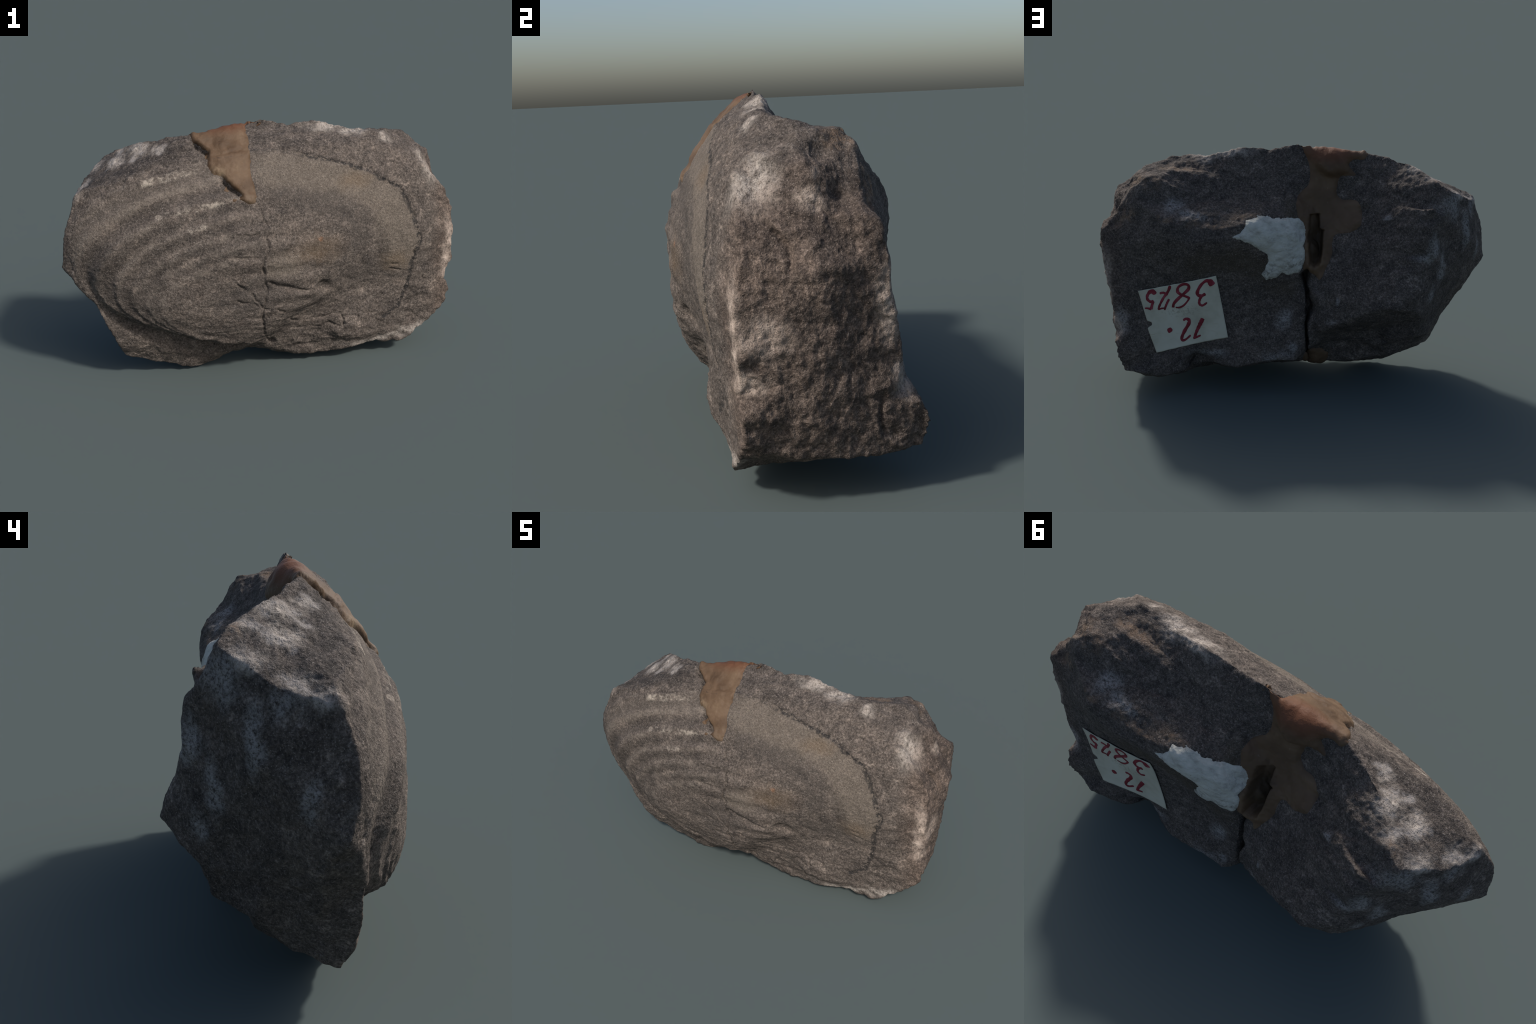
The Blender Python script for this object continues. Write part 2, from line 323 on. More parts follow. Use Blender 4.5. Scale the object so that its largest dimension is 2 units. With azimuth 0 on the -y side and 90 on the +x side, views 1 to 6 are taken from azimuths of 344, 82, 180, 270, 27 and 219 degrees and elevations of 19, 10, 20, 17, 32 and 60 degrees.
front_m = (N[:, 1] < 0.1)
CENTRE_CRACK = [(-0.10, 0.90), (-0.061, 0.778), (-0.07, 0.739), (-0.058, 0.696), (-0.064, 0.663), (-0.088, 0.639), (-0.092, 0.613), (-0.088, 0.581), (-0.083, 0.538), (-0.066, 0.49),
                (-0.081, 0.445), (-0.087, 0.394), (-0.085, 0.33), (-0.077, 0.264), (-0.053, 0.208), (-0.01, 0.146)]
FRONT_CRACKS = [
    (CENTRE_CRACK, 0.016, 0.006),
    ([(-0.078, 0.531), (-0.046, 0.513), (0.013, 0.495), (0.075, 0.475), (0.133, 0.462), (0.2, 0.449)], 0.018, 0.015),
    ([(0.044, 0.316), (0.088, 0.276), (0.152, 0.26), (0.218, 0.265), (0.281, 0.272), (0.342, 0.279), (0.352, 0.231), (0.36, 0.19), (0.389, 0.121)], 0.014, 0.008),
    ([(-0.251, 0.547), (-0.221, 0.54), (-0.2, 0.515), (-0.17, 0.489), (-0.135, 0.466), (-0.117, 0.427), (-0.085, 0.391), (-0.033, 0.379), (0.012, 0.364), (0.034, 0.341)], 0.014, 0.007),
    ([(-0.224, 0.447), (-0.186, 0.425), (-0.143, 0.42), (-0.103, 0.396)], 0.012, 0.010),
    ([(0.425, 0.633), (0.447, 0.604), (0.46, 0.568), (0.472, 0.546)], 0.006, 0.005),
    ([(0.546, 0.525), (0.597, 0.519), (0.639, 0.513)], 0.009, 0.005),
    ([(0.569, 0.501), (0.611, 0.494), (0.658, 0.482)], 0.009, 0.005),
    ([(0.788, 0.51), (0.836, 0.496), (0.892, 0.496)], 0.009, 0.005),
    ([(0.786, 0.424), (0.8, 0.407), (0.832, 0.394)], 0.009, 0.005),
    ([(0.734, 0.24), (0.763, 0.212), (0.795, 0.177)], 0.012, 0.005),
    ([(0.532, 0.223), (0.575, 0.203), (0.605, 0.18), (0.624, 0.15)], 0.010, 0.005),
    ([(0.352, 0.271), (0.395, 0.262), (0.449, 0.25)], 0.009, 0.005),
    ([(0.346, 0.19), (0.441, 0.201), (0.472, 0.204), (0.503, 0.219)], 0.010, 0.006),
    ([(0.10, 0.22), (0.241, 0.213), (0.283, 0.234), (0.319, 0.217), (0.346, 0.206)], 0.012, 0.007),
    ([(-0.239, 0.665), (-0.189, 0.658), (-0.145, 0.653), (-0.097, 0.647)], 0.010, 0.008),
    ([(-0.225, 0.767), (-0.182, 0.765), (-0.139, 0.762), (-0.113, 0.763)], 0.010, 0.008),
    ([(-0.188, 0.581), (-0.145, 0.574), (-0.092, 0.567)], 0.008, 0.008),
]
sink = np.zeros(len(P))
for k, (path, dep, wid) in enumerate(FRONT_CRACKS):
    sink = np.maximum(sink, crack(path, dep * 0.75, wid * 0.75, front_m, 0.010, seed=60 + 13 * k) * np.clip(0.8 + 1.5 * vnoise(P, 16, 500 + k), 0.15, 1.2))
# gaps under the torn edge of the filler
for path in ([(-0.350, 1.150), (-0.326, 1.132), (-0.290, 1.108), (-0.305, 1.087)], [(-0.252, 1.008), (-0.221, 0.973), (-0.193, 0.949), (-0.170, 0.925)]):
    sink = np.maximum(sink, crack(path, 0.030, 0.009, front_m, 0.004, seed=401))
# dotted furrow around the right end of the shell
SUTURE = [(-0.074, 1.132), (-0.008, 1.124), (0.128, 1.101), (0.249, 1.067), (0.391, 1.027), (0.425, 1.011), (0.463, 1.012), (0.51, 0.995), (0.527, 0.965), (0.58, 0.931), (0.639, 0.908), (0.666, 0.854),
          (0.685, 0.813), (0.713, 0.766), (0.726, 0.703), (0.75, 0.634), (0.721, 0.602), (0.716, 0.532), (0.703, 0.391), (0.656, 0.265), (0.616, 0.241), (0.58, 0.227)]
sink = np.maximum(sink, crack(SUTURE, 0.008, 0.007, front_m, 0.016, seed=7) * (0.4 + 0.9 * np.abs(vnoise(P, 30, 77))))
# pit at the end of the long crease, and the hole through the bottom of the break
sink += 0.022 * np.exp(-(np.hypot((X - 0.225) / 0.04, (Z - 0.455) / 0.035)) ** 4) * front_m
sink += 0.05 * np.exp(-(np.hypot(X + 0.008, Z - 0.15) / 0.018) ** 2) * (Y < -0.12)
# shelf right of the break: the lower strip lies deeper than the shell above it
# scar and splinter on the broken right end
right_m = N[:, 0] > 0.2
sink = np.maximum(sink, crack([(-0.125, 0.85), (-0.104, 0.838), (-0.079, 0.806), (-0.072, 0.764), (-0.078, 0.723)], 0.014, 0.009, right_m, 0.004, YZ, seed=5))
sink = np.maximum(sink, 0.022 * np.exp(-(np.hypot((Y - 0.083) / 0.025, (Z - 0.931) / 0.02)) ** 2) * right_m)
sink = np.maximum(sink, crack([(0.193, 0.36), (0.183, 0.305), (0.185, 0.255), (0.20, 0.205)], 0.012, 0.008, right_m, 0.006, YZ, seed=8))
# ledge broken out of the top right corner
sink += 0.026 * np.exp(-(np.linalg.norm((P - np.array([0.845, 0.035, 1.055])) / np.array([0.05, 0.045, 0.035]), axis=1)) ** 3)
# notch in the lower back edge
sink += 0.075 * np.exp(-(np.hypot((X - 0.475 - 0.3 * (Z - 0.16)) / 0.060, (Z - 0.155) / 0.065)) ** 2) * (Y > 0.08)
# crumbled flank of the joint
flank = (N[:, 1] > 0.0)
sink += (0.018 * np.exp(-(np.hypot((X + 0.085) / 0.024, (Z - 0.46) / 0.05)) ** 4) + 0.016 * np.exp(-(np.hypot((X + 0.090) / 0.024, (Z - 0.33) / 0.06)) ** 4)) * flank * (0.7 + 0.8 * np.abs(vnoise(P, 20, 97)))

# the joint between the two blocks, open at the back and below
JOINT = [(-0.02, 1.02), (-0.045, 0.66), (-0.052, 0.55), (-0.055, 0.45), (-0.060, 0.30), (-0.064, 0.15), (-0.05, -0.1)]
dj, _, _ = seg_dist(XZ + np.c_[fbm(P, 9, 3, 91) * 0.020, np.zeros(len(P))], np.array(JOINT))
behind = sstep(-0.02, 0.10, Y) * ((N[:, 1] > -0.2) | (Y > 0.05))
gap = (0.005 + 0.006 * np.abs(vnoise(P, 12, 93)) + 0.012 * np.exp(-((Z - 0.62) / 0.03) ** 2) + 0.014 * np.exp(-((Z - 0.46) / 0.06) ** 2) * (X < -0.05))
joint = np.exp(-(dj / gap) ** 4) * behind * sstep(1.0, 0.7, Z)
P = P + N * (disp - sink)[:, None]
P[:, 1] -= 0.09 * joint * sstep(0.68, 0.60, P[:, 2])
# slightly rounded shoulders beside the joint
P[:, 1] -= 0.018 * np.exp(-(dj / 0.03) ** 2) * behind * sstep(0.70, 0.60, Z)

# hollow in the filler where it never closed
HOLE = [(-0.059, 0.905), (-0.115, 0.90), (-0.118, 0.835), (-0.142, 0.82), (-0.137, 0.744), (-0.124, 0.675), (-0.086, 0.66), (-0.056, 0.68), (-0.05, 0.79)]
hole_in = signed(XZ, np.array(HOLE))
back_m = (N[:, 1] > 0.0)
P[:, 1] -= 0.060 * sstep(-0.004, 0.008, hole_in) * back_m
P[:, 2] = np.where(P[:, 2] < 0.02, 0.006 + 0.014 * np.exp((P[:, 2] - 0.02) / 0.014), P[:, 2])      # rests on its lowest edge
N = quad_normals(P, F)
X, Y, Z = P[:, 0], P[:, 1], P[:, 2]
XZ = P[:, [0, 2]]

# ------------------------------------------------------------------ materials
class Graph:
    """small helper to write node graphs as expressions"""
    def __init__(self, name):
        self.m = bpy.data.materials.new(name)
        self.m.use_nodes = True
        self.t = self.m.node_tree
        self.bsdf = self.t.nodes["Principled BSDF"]
        self.pos = self.t.nodes.new("ShaderNodeTexCoord").outputs["Object"]
    def put(self, sock, v):
        if isinstance(v, bpy.types.NodeSocket):
            self.t.links.new(v, sock)
        else:
            sock.default_value = v
    def math(self, op, a, b=0.0, clamp=False):
        n = self.t.nodes.new("ShaderNodeMath"); n.operation = op; n.use_clamp = clamp
        self.put(n.inputs[0], a); self.put(n.inputs[1], b)
        return n.outputs[0]
    def vmath(self, op, a, b=None, scale=None):
        n = self.t.nodes.new("ShaderNodeVectorMath"); n.operation = op
        self.put(n.inputs[0], a)
        if b is not None: self.put(n.inputs[1], b)
        if scale is not None: self.put(n.inputs["Scale"], scale)
        return n.outputs["Value"] if op in ("LENGTH", "DOT_PRODUCT", "DISTANCE") else n.outputs["Vector"]
    def noise(self, scale, detail=3.0, rough=0.55, vec=None, out="Fac"):
        n = self.t.nodes.new("ShaderNodeTexNoise")
        n.inputs["Scale"].default_value = scale; n.inputs["Detail"].default_value = detail; n.inputs["Roughness"].default_value = rough
        self.put(n.inputs["Vector"], self.pos if vec is None else vec)
        return n.outputs["Fac" if out == "Fac" else "Color"]
    def jitter(self, scale, detail, rough, amount):
        """the object position pushed about by three independent noises"""
        c = self.t.nodes.new("ShaderNodeCombineXYZ")
        for k in range(3):
            v = self.vmath('ADD', self.pos, (3.7 * k, 1.9 * k, 5.3 * k))
            n = self.math('MULTIPLY', self.math('SUBTRACT', self.noise(scale, detail, rough, vec=v), 0.5), amount)
            self.t.links.new(n, c.inputs[k])
        return self.vmath('ADD', self.pos, c.outputs[0])
    def voronoi(self, scale, vec=None):
        n = self.t.nodes.new("ShaderNodeTexVoronoi"); n.inputs["Scale"].default_value = scale
        self.put(n.inputs["Vector"], self.pos if vec is None else vec)
        return n
    def step(self, lo, hi, v):
        n = self.t.nodes.new("ShaderNodeMapRange"); n.interpolation_type = 'SMOOTHSTEP'
        self.put(n.inputs["Value"], v)
        n.inputs["From Min"].default_value = lo; n.inputs["From Max"].default_value = hi
        return n.outputs["Result"]
    def ramp(self, v, stops):
        n = self.t.nodes.new("ShaderNodeValToRGB")
        e = n.color_ramp.elements
        while len(e) < len(stops): e.new(0.5)
        for k, (p, c) in enumerate(stops):
            e[k].position = p; e[k].color = (*c, 1)
        self.put(n.inputs[0], v)
        return n.outputs["Color"]
    def mix(self, f, a, b, mode='MIX'):
        n = self.t.nodes.new("ShaderNodeMix"); n.data_type = 'RGBA'; n.blend_type = mode
        self.put(n.inputs[0], f)
        for sock, v in ((n.inputs[6], a), (n.inputs[7], b)):
            self.put(sock, (*v, 1) if isinstance(v, tuple) and len(v) == 3 else v)
        return n.outputs[2]
    def blob(self, c, r, soft=0.5, wobble=None):
        """1 inside an ellipsoid at c with radii r, fading to 0; edge broken up by a vector noise"""
        v = self.vmath('SUBTRACT', self.pos if wobble is None else wobble, c)
        v = self.vmath('DIVIDE', v, r if isinstance(r, tuple) else (r, r, r))
        return self.step(1.0 + soft * 0.5, 1.0 - soft, self.vmath('LENGTH', v))
    def strand(self, pts, half, wobble=None):
        """mask along a chain of segments"""
        best = None
        p = self.pos if wobble is None else wobble
        for a, c in zip(pts[:-1], pts[1:]):
            a = Vector(a); c = Vector(c); d = c - a
            pa = self.vmath('SUBTRACT', p, tuple(a))
            t = self.math('MULTIPLY', self.vmath('DOT_PRODUCT', pa, tuple(d)), 1.0 / d.dot(d), clamp=True)
            foot = self.vmath('SCALE', tuple(d), scale=t)
            dist = self.vmath('DISTANCE', pa, foot)
            best = dist if best is None else self.math('MINIMUM', best, dist)
        return self.step(half, half * 0.35, best)
    def any(self, *ms):
        out = ms[0]
        for m in ms[1:]:
            out = self.math('MAXIMUM', out, m)
        return out
    def mul(self, *ms):
        out = ms[0]
        for m in ms[1:]:
            out = self.math('MULTIPLY', out, m)
        return out
    def bump(self, h, dist, strength=1.0, normal=None):
        n = self.t.nodes.new("ShaderNodeBump")
        n.inputs["Distance"].default_value = dist; n.inputs["Strength"].default_value = strength
        self.put(n.inputs["Height"], h)
        if normal is not None: self.put(n.inputs["Normal"], normal)
        return n.outputs["Normal"]
    def finish(self, color, rough=0.85, normal=None, spec=0.25):
        self.put(self.bsdf.inputs["Base Color"], color)
        self.put(self.bsdf.inputs["Roughness"], rough)
        self.bsdf.inputs["Specular IOR Level"].default_value = spec
        if normal is not None: self.put(self.bsdf.inputs["Normal"], normal)
        return self.m

def stone_material(name, shell):
    """one stone, with the marks of the shell face or those of the broken faces on it"""
    g = Graph(name)
    wob = g.jitter(9, 4, 0.6, 0.12)
    wob2 = g.jitter(45, 3, 0.6, 0.03)
    sep = g.t.nodes.new("ShaderNodeSeparateXYZ"); g.t.links.new(g.pos, sep.inputs[0])
    x, y, z = sep.outputs
    grain = g.noise(95, 4, 0.72)
    salt = g.noise(210, 2, 0.6)
    blotch = g.noise(6.5, 4, 0.6)
    # front side, coloured browner and lighter than the back
    plane = g.math('ADD', y, g.math('MULTIPLY', g.math('SUBTRACT', z, 0.6), 0.28))
    front = g.step(0.06, -0.06, g.math('ADD', plane, g.math('MULTIPLY', g.math('SUBTRACT', blotch, 0.5), 0.1)))
    col_f = g.ramp(grain, [(0.30, (0.038, 0.032, 0.028)), (0.50, (0.102, 0.085, 0.074)), (0.72, (0.216, 0.183, 0.158))])
    col_b = g.ramp(grain, [(0.30, (0.032, 0.028, 0.026)), (0.50, (0.082, 0.069, 0.061)), (0.74, (0.180, 0.155, 0.138))])
    col = g.mix(front, col_b, col_f)
    mid = g.noise(21, 5, 0.68, vec=g.vmath('MULTIPLY', wob, (0.8, 1.0, 1.2)))
    col = g.mix(1.0, col, g.ramp(mid, [(0.30, (0.50, 0.50, 0.51)), (0.48, (0.92, 0.91, 0.90)), (0.58, (1.12, 1.10, 1.08)), (0.72, (1.80, 1.74, 1.68) if shell else (2.1, 2.05, 2.0))]), 'MULTIPLY')
    # cloudy darker and lighter patches
    col = g.mix(g.mul(g.step(0.50, 0.68, blotch), 0.45), col, g.mix(1.0, col, (0.55, 0.53, 0.53), 'MULTIPLY'))
    col = g.mix(g.mul(g.step(0.50, 0.30, blotch), 0.35), col, g.mix(1.0, col, (1.5, 1.45, 1.4), 'MULTIPLY'))
    if shell:
        # --- pale lines on the rib crests, dark lines beside them
        dx = g.math('SUBTRACT', x, HINGE_X)
        zz = g.math('MAXIMUM', g.math('SUBTRACT', z, HINGE_Z), 0.04)
        ov = g.math('DIVIDE', g.math('ADD', g.math('MULTIPLY', g.math('MULTIPLY', dx, dx), 1 / WIDE ** 2), g.math('MULTIPLY', zz, zz)), g.math('MULTIPLY', zz, 2.0))
        ov = g.math('ADD', ov, g.math('MULTIPLY', g.math('SUBTRACT', g.noise(8, 3), 0.5), 0.03))
        face = g.step(-0.02, -0.14, y)
        lipz = g.math('MAXIMUM', 0.215, g.math('ADD', 0.225, g.math('MULTIPLY', g.math('SUBTRACT', -0.30, x), 0.43)))
        leftm = g.mul(g.step(0.05, -0.25, x), g.step(0.0, 0.03, g.math('SUBTRACT', z, lipz)))
        pale = None; dark = None
        for c in RIBS:
            p = g.step(0.011, 0.002, g.math('ABSOLUTE', g.math('SUBTRACT', ov, c)))
            d = g.step(0.014, 0.003, g.math('ABSOLUTE', g.math('SUBTRACT', ov, c + 0.020)))
            pale = p if pale is None else g.any(pale, p)
            dark = d if dark is None else g.any(dark, d)
        patchy = g.step(0.42, 0.62, g.noise(26, 5, 0.75))
        outer = g.mul(g.step(0.392, 0.405, ov), g.step(0.450, 0.435, ov), face, leftm)
        col = g.mix(g.mul(outer, 0.28), col, g.mix(grain, (0.085, 0.070, 0.057), (0.30, 0.25, 0.205)))
        col = g.mix(g.mul(pale, face, leftm, patchy, 0.32), col, (0.29, 0.245, 0.205))
        col = g.mix(g.mul(dark, face, leftm, 0.28), col, (0.040, 0.035, 0.032))
        # tan band just inside the right end of the shell, warmer in places
        tan = g.any(g.strand([(0.0, -0.25, 1.05), (0.28, -0.26, 1.0), (0.50, -0.27, 0.91), (0.63, -0.29, 0.75), (0.66, -0.29, 0.60)], 0.16, wob), g.blob((0.0, -0.36, 0.60), (0.10, 0.1, 0.07), 0.6, wob))
        col = g.mix(g.mul(tan, 0.55), col, g.mix(grain, (0.080, 0.066, 0.053), (0.275, 0.228, 0.183)))
        warm = g.any(g.blob((0.40, -0.26, 0.96), (0.10, 0.1, 0.05), 0.8, wob), g.blob((0.62, -0.29, 0.55), (0.10, 0.1, 0.07), 0.9, wob), g.blob((0.18, -0.36, 0.66), (0.14, 0.1, 0.07), 0.9, wob))
        col = g.mix(g.mul(warm, 0.4), col, (0.165, 0.112, 0.066))
        col = g.mix(g.mul(g.blob((0.197, -0.358, 0.711), 0.012, 0.9, wob2), 0.5), col, (0.26, 0.115, 0.05))
        greyband = g.any(g.strand([(0.02, -0.31, 0.92), (0.28, -0.32, 0.88), (0.40, -0.33, 0.78), (0.42, -0.33, 0.66)], 0.08, wob), g.blob((-0.15, -0.34, 0.45), (0.22, 0.2, 0.10), 0.8, wob), g.blob((0.5, -0.31, 0.50), (0.2, 0.2, 0.06), 0.9, wob))
        col = g.mix(g.mul(greyband, 0.45), col, (0.055, 0.048, 0.043))
    # dark dotted line round the end of the shell
    sut = g.strand([(-0.07, -0.165, 1.132), (0.06, -0.19, 1.114), (0.19, -0.206, 1.081), (0.32, -0.218, 1.046), (0.425, -0.234, 1.011), (0.49, -0.245, 1.005), (0.527, -0.26, 0.965), (0.639, -0.266, 0.908),
                    (0.685, -0.281, 0.813), (0.726, -0.297, 0.703), (0.75, -0.294, 0.634), (0.718, -0.29, 0.55), (0.703, -0.265, 0.391), (0.656, -0.253, 0.265), (0.58, -0.258, 0.227)], 0.017, wob2)
    sut = g.mul(sut, g.step(0.39, 0.50, g.noise(50, 3, 0.65)))
    seam = g.strand([(-0.06, -0.34, 0.79), (-0.07, -0.36, 0.739), (-0.061, -0.37, 0.68), (-0.09, -0.37, 0.625), (-0.083, -0.365, 0.538), (-0.07, -0.36, 0.48), (-0.087, -0.355, 0.394), (-0.080, -0.33, 0.28), (-0.05, -0.29, 0.208), (-0.01, -0.22, 0.146)], 0.008, wob2)
    sut = g.any(sut, g.mul(seam, 0.45, g.step(0.36, 0.55, g.noise(34, 3, 0.6))))
    col = g.mix(g.mul(sut, 0.85), col, (0.022, 0.021, 0.021))
    if not shell:
        # chalky worn places
        W = [((0.33, -0.05, 1.20), (0.12, 0.07, 0.03)), ((0.45, -0.08, 1.16), (0.07, 0.06, 0.03)), ((0.61, -0.125, 1.13), (0.035, 0.04, 0.045)), ((0.835, -0.15, 0.96), (0.075, 0.10, 0.085)), ((0.80, -0.14, 1.01), (0.05, 0.05, 0.05)),
             ((0.93, -0.235, 0.62), (0.04, 0.04, 0.11)), ((0.955, -0.15, 0.55), (0.05, 0.09, 0.06)), ((0.93, -0.23, 0.50), (0.03, 0.04, 0.06)), ((0.93, -0.21, 0.42), (0.05, 0.07, 0.04)), ((0.55, -0.225, 0.095), (0.20, 0.05, 0.018)), ((0.80, -0.235, 0.135), (0.12, 0.04, 0.03)),
             ((-0.60, 0.02, 1.125), (0.07, 0.07, 0.03)), ((-0.50, -0.06, 1.13), (0.05, 0.04, 0.03)), ((-0.70, 0.02, 1.07), (0.06, 0.05, 0.04)), ((-0.66, 0.12, 1.10), (0.04, 0.04, 0.05)), ((-0.86, -0.02, 0.99), (0.06, 0.06, 0.03)), ((-0.91, -0.07, 0.95), (0.05, 0.05, 0.03)), ((-0.80, 0.12, 1.03), (0.07, 0.06, 0.03)),
             ((0.93, 0.0, 0.93), (0.03, 0.06, 0.03)), ((0.92, 0.06, 1.0), (0.03, 0.05, 0.03)), ((0.95, 0.21, 0.62), (0.04, 0.04, 0.14)), ((0.91, 0.27, 0.38), (0.04, 0.04, 0.06))]
        wear = g.any(*[g.blob(c, r, 0.85, wob) for c, r in W])
        wear = g.mul(wear, g.step(0.30, 0.62, g.noise(70, 5, 0.8, vec=g.vmath('MULTIPLY', g.pos, (1.0, 1.0, 0.6)))))
        col = g.mix(g.mul(wear, 0.9), col, (0.47, 0.415, 0.365))
    shellwhite = g.mul(g.any(g.strand([(-0.352, -0.204, 1.044), (-0.477, -0.199, 1.029), (-0.61, -0.194, 1.005)], 0.024, wob2), g.strand([(-0.269, -0.302, 0.905), (-0.335, -0.295, 0.90), (-0.419, -0.293, 0.885), (-0.56, -0.28, 0.865)], 0.018, wob2), g.strand([(-0.36, -0.335, 0.815), (-0.42, -0.33, 0.805)], 0.017, wob2)), g.step(0.44, 0.62, g.noise(26, 5, 0.75)))
    col = g.mix(g.mul(shellwhite, 0.75), col, (0.44, 0.385, 0.32))
    if not shell:
        facetdark = g.strand([(-0.40, -0.09, 1.12), (-0.62, -0.10, 1.055), (-0.85, -0.06, 0.975)], 0.075, wob)
        col = g.mix(g.mul(facetdark, 0.75), col, g.mix(1.0, col, (0.55, 0.56, 0.58), 'MULTIPLY'))
        chalk = g.mul(g.any(g.strand([(-0.56, 0.02, 1.135), (-0.63, -0.05, 1.085)], 0.030, wob2), g.strand([(-0.47, -0.05, 1.145), (-0.51, -0.08, 1.115)], 0.020, wob2), g.strand([(-0.66, 0.10, 1.10), (-0.72, 0.04, 1.06), (-0.74, 0.0, 1.04)], 0.028, wob2), g.strand([(-0.84, 0.03, 0.99), (-0.92, -0.07, 0.94)], 0.025, wob2)), g.step(0.38, 0.6, g.noise(33, 4, 0.7)))
        col = g.mix(g.mul(chalk, 0.7), col, (0.33, 0.30, 0.28))
        # bluish bloom on the broken left end and back
        B = [((-0.66, 0.28, 0.80), (0.04, 0.06, 0.06)), ((-0.63, 0.30, 0.75), (0.05, 0.05, 0.03)), ((-0.85, 0.11, 0.83), (0.035, 0.035, 0.10)), ((-0.94, -0.03, 0.70), (0.03, 0.03, 0.06)), ((-0.76, 0.18, 0.98), (0.10, 0.07, 0.06)), ((-0.72, 0.22, 0.68), (0.03, 0.04, 0.10)), ((-0.66, 0.26, 0.55), (0.03, 0.04, 0.06)), ((-0.90, 0.03, 0.93), (0.05, 0.06, 0.04)),
             ((0.60, 0.19, 0.98), (0.05, 0.06, 0.035)), ((0.50, 0.20, 0.94), (0.09, 0.06, 0.025)), ((0.06, 0.23, 0.40), (0.05, 0.05, 0.05)), ((0.02, 0.25, 0.26), (0.03, 0.04, 0.04)), ((-0.21, 0.30, 0.52), (0.018, 0.03, 0.018)), ((-0.45, 0.17, 0.915), (0.02, 0.03, 0.02)), ((-0.16, 0.31, 0.42), (0.03, 0.03, 0.02)), ((0.45, 0.27, 0.22), (0.10, 0.05, 0.03)), ((0.10, 0.27, 0.22), (0.08, 0.05, 0.03)), ((0.87, 0.26, 0.40), (0.04, 0.05, 0.08))]
        bloom = g.mul(g.any(*[g.blob(c, r, 0.9, wob) for c, r in B]), g.step(0.30, 0.62, grain))
        col = g.mix(g.mul(bloom, 0.85), col, (0.30, 0.29, 0.285))
        # rusty skin along the ledge and the torn upper edge of the back
        R = [((0.24, 0.22, 0.92), (0.08, 0.05, 0.03)), ((0.43, 0.25, 0.895), (0.14, 0.05, 0.016)), ((0.64, 0.26, 0.94), (0.05, 0.03, 0.02)), ((0.75, 0.12, 1.08), (0.11, 0.08, 0.05)), ((0.58, 0.0, 1.12), (0.12, 0.05, 0.03)), ((0.83, 0.18, 0.92), (0.06, 0.04, 0.08)), ((-0.67, 0.14, 1.08), (0.04, 0.03, 0.04))]
        rust = g.mul(g.any(*[g.blob(c, r, 0.8, wob) for c, r in R]), g.step(0.40, 0.6, g.noise(24, 4, 0.7)))
        col = g.mix(g.mul(rust, 0.7), col, (0.20, 0.135, 0.09))
        # brown stain round the filler and the paste
        stain = g.any(g.strand([(0.48, 0.26, 0.70), (0.30, 0.25, 0.72), (0.14, 0.23, 0.66)], 0.10, wob), g.blob((0.16, 0.23, 0.69), (0.11, 0.08, 0.06), 0.8, wob), g.blob((0.05, 0.22, 0.56), (0.10, 0.08, 0.06), 0.9, wob), g.blob((0.02, 0.13, 0.93), (0.06, 0.08, 0.10), 0.9, wob))
        col = g.mix(g.mul(stain, 0.6), col, (0.066, 0.052, 0.036))
    # scattered pale mineral specks
    spk = g.voronoi(70, wob2)
    dots = g.mul(g.step(0.20, 0.10, spk.outputs["Distance"]), g.step(0.62, 0.72, g.noise(60, 1, 0.5)))
    col = g.mix(g.mul(dots, 0.6), col, (0.34, 0.31, 0.29))
    col = g.mix(g.mul(g.step(0.58, 0.72, salt), 0.6), col, (0.30, 0.265, 0.24))
    col = g.mix(g.mul(g.step(0.43, 0.30, salt), 0.6), col, (0.024, 0.021, 0.020))
    end = g.step(0.80, 0.93, g.math('ADD', x, g.math('MULTIPLY', g.math('SUBTRACT', blotch, 0.5), 0.1)))
    col = g.mix(g.mul(end, 0.6), col, g.mix(1.0, col, (1.12, 0.98, 0.90), 'MULTIPLY'))
    h = g.math('ADD', g.math('MULTIPLY', grain, 1.0), g.math('MULTIPLY', salt, 0.5))
    nrm = g.bump(h, 0.010, 0.8)
    return g.finish(col, 0.86, nrm, 0.22)

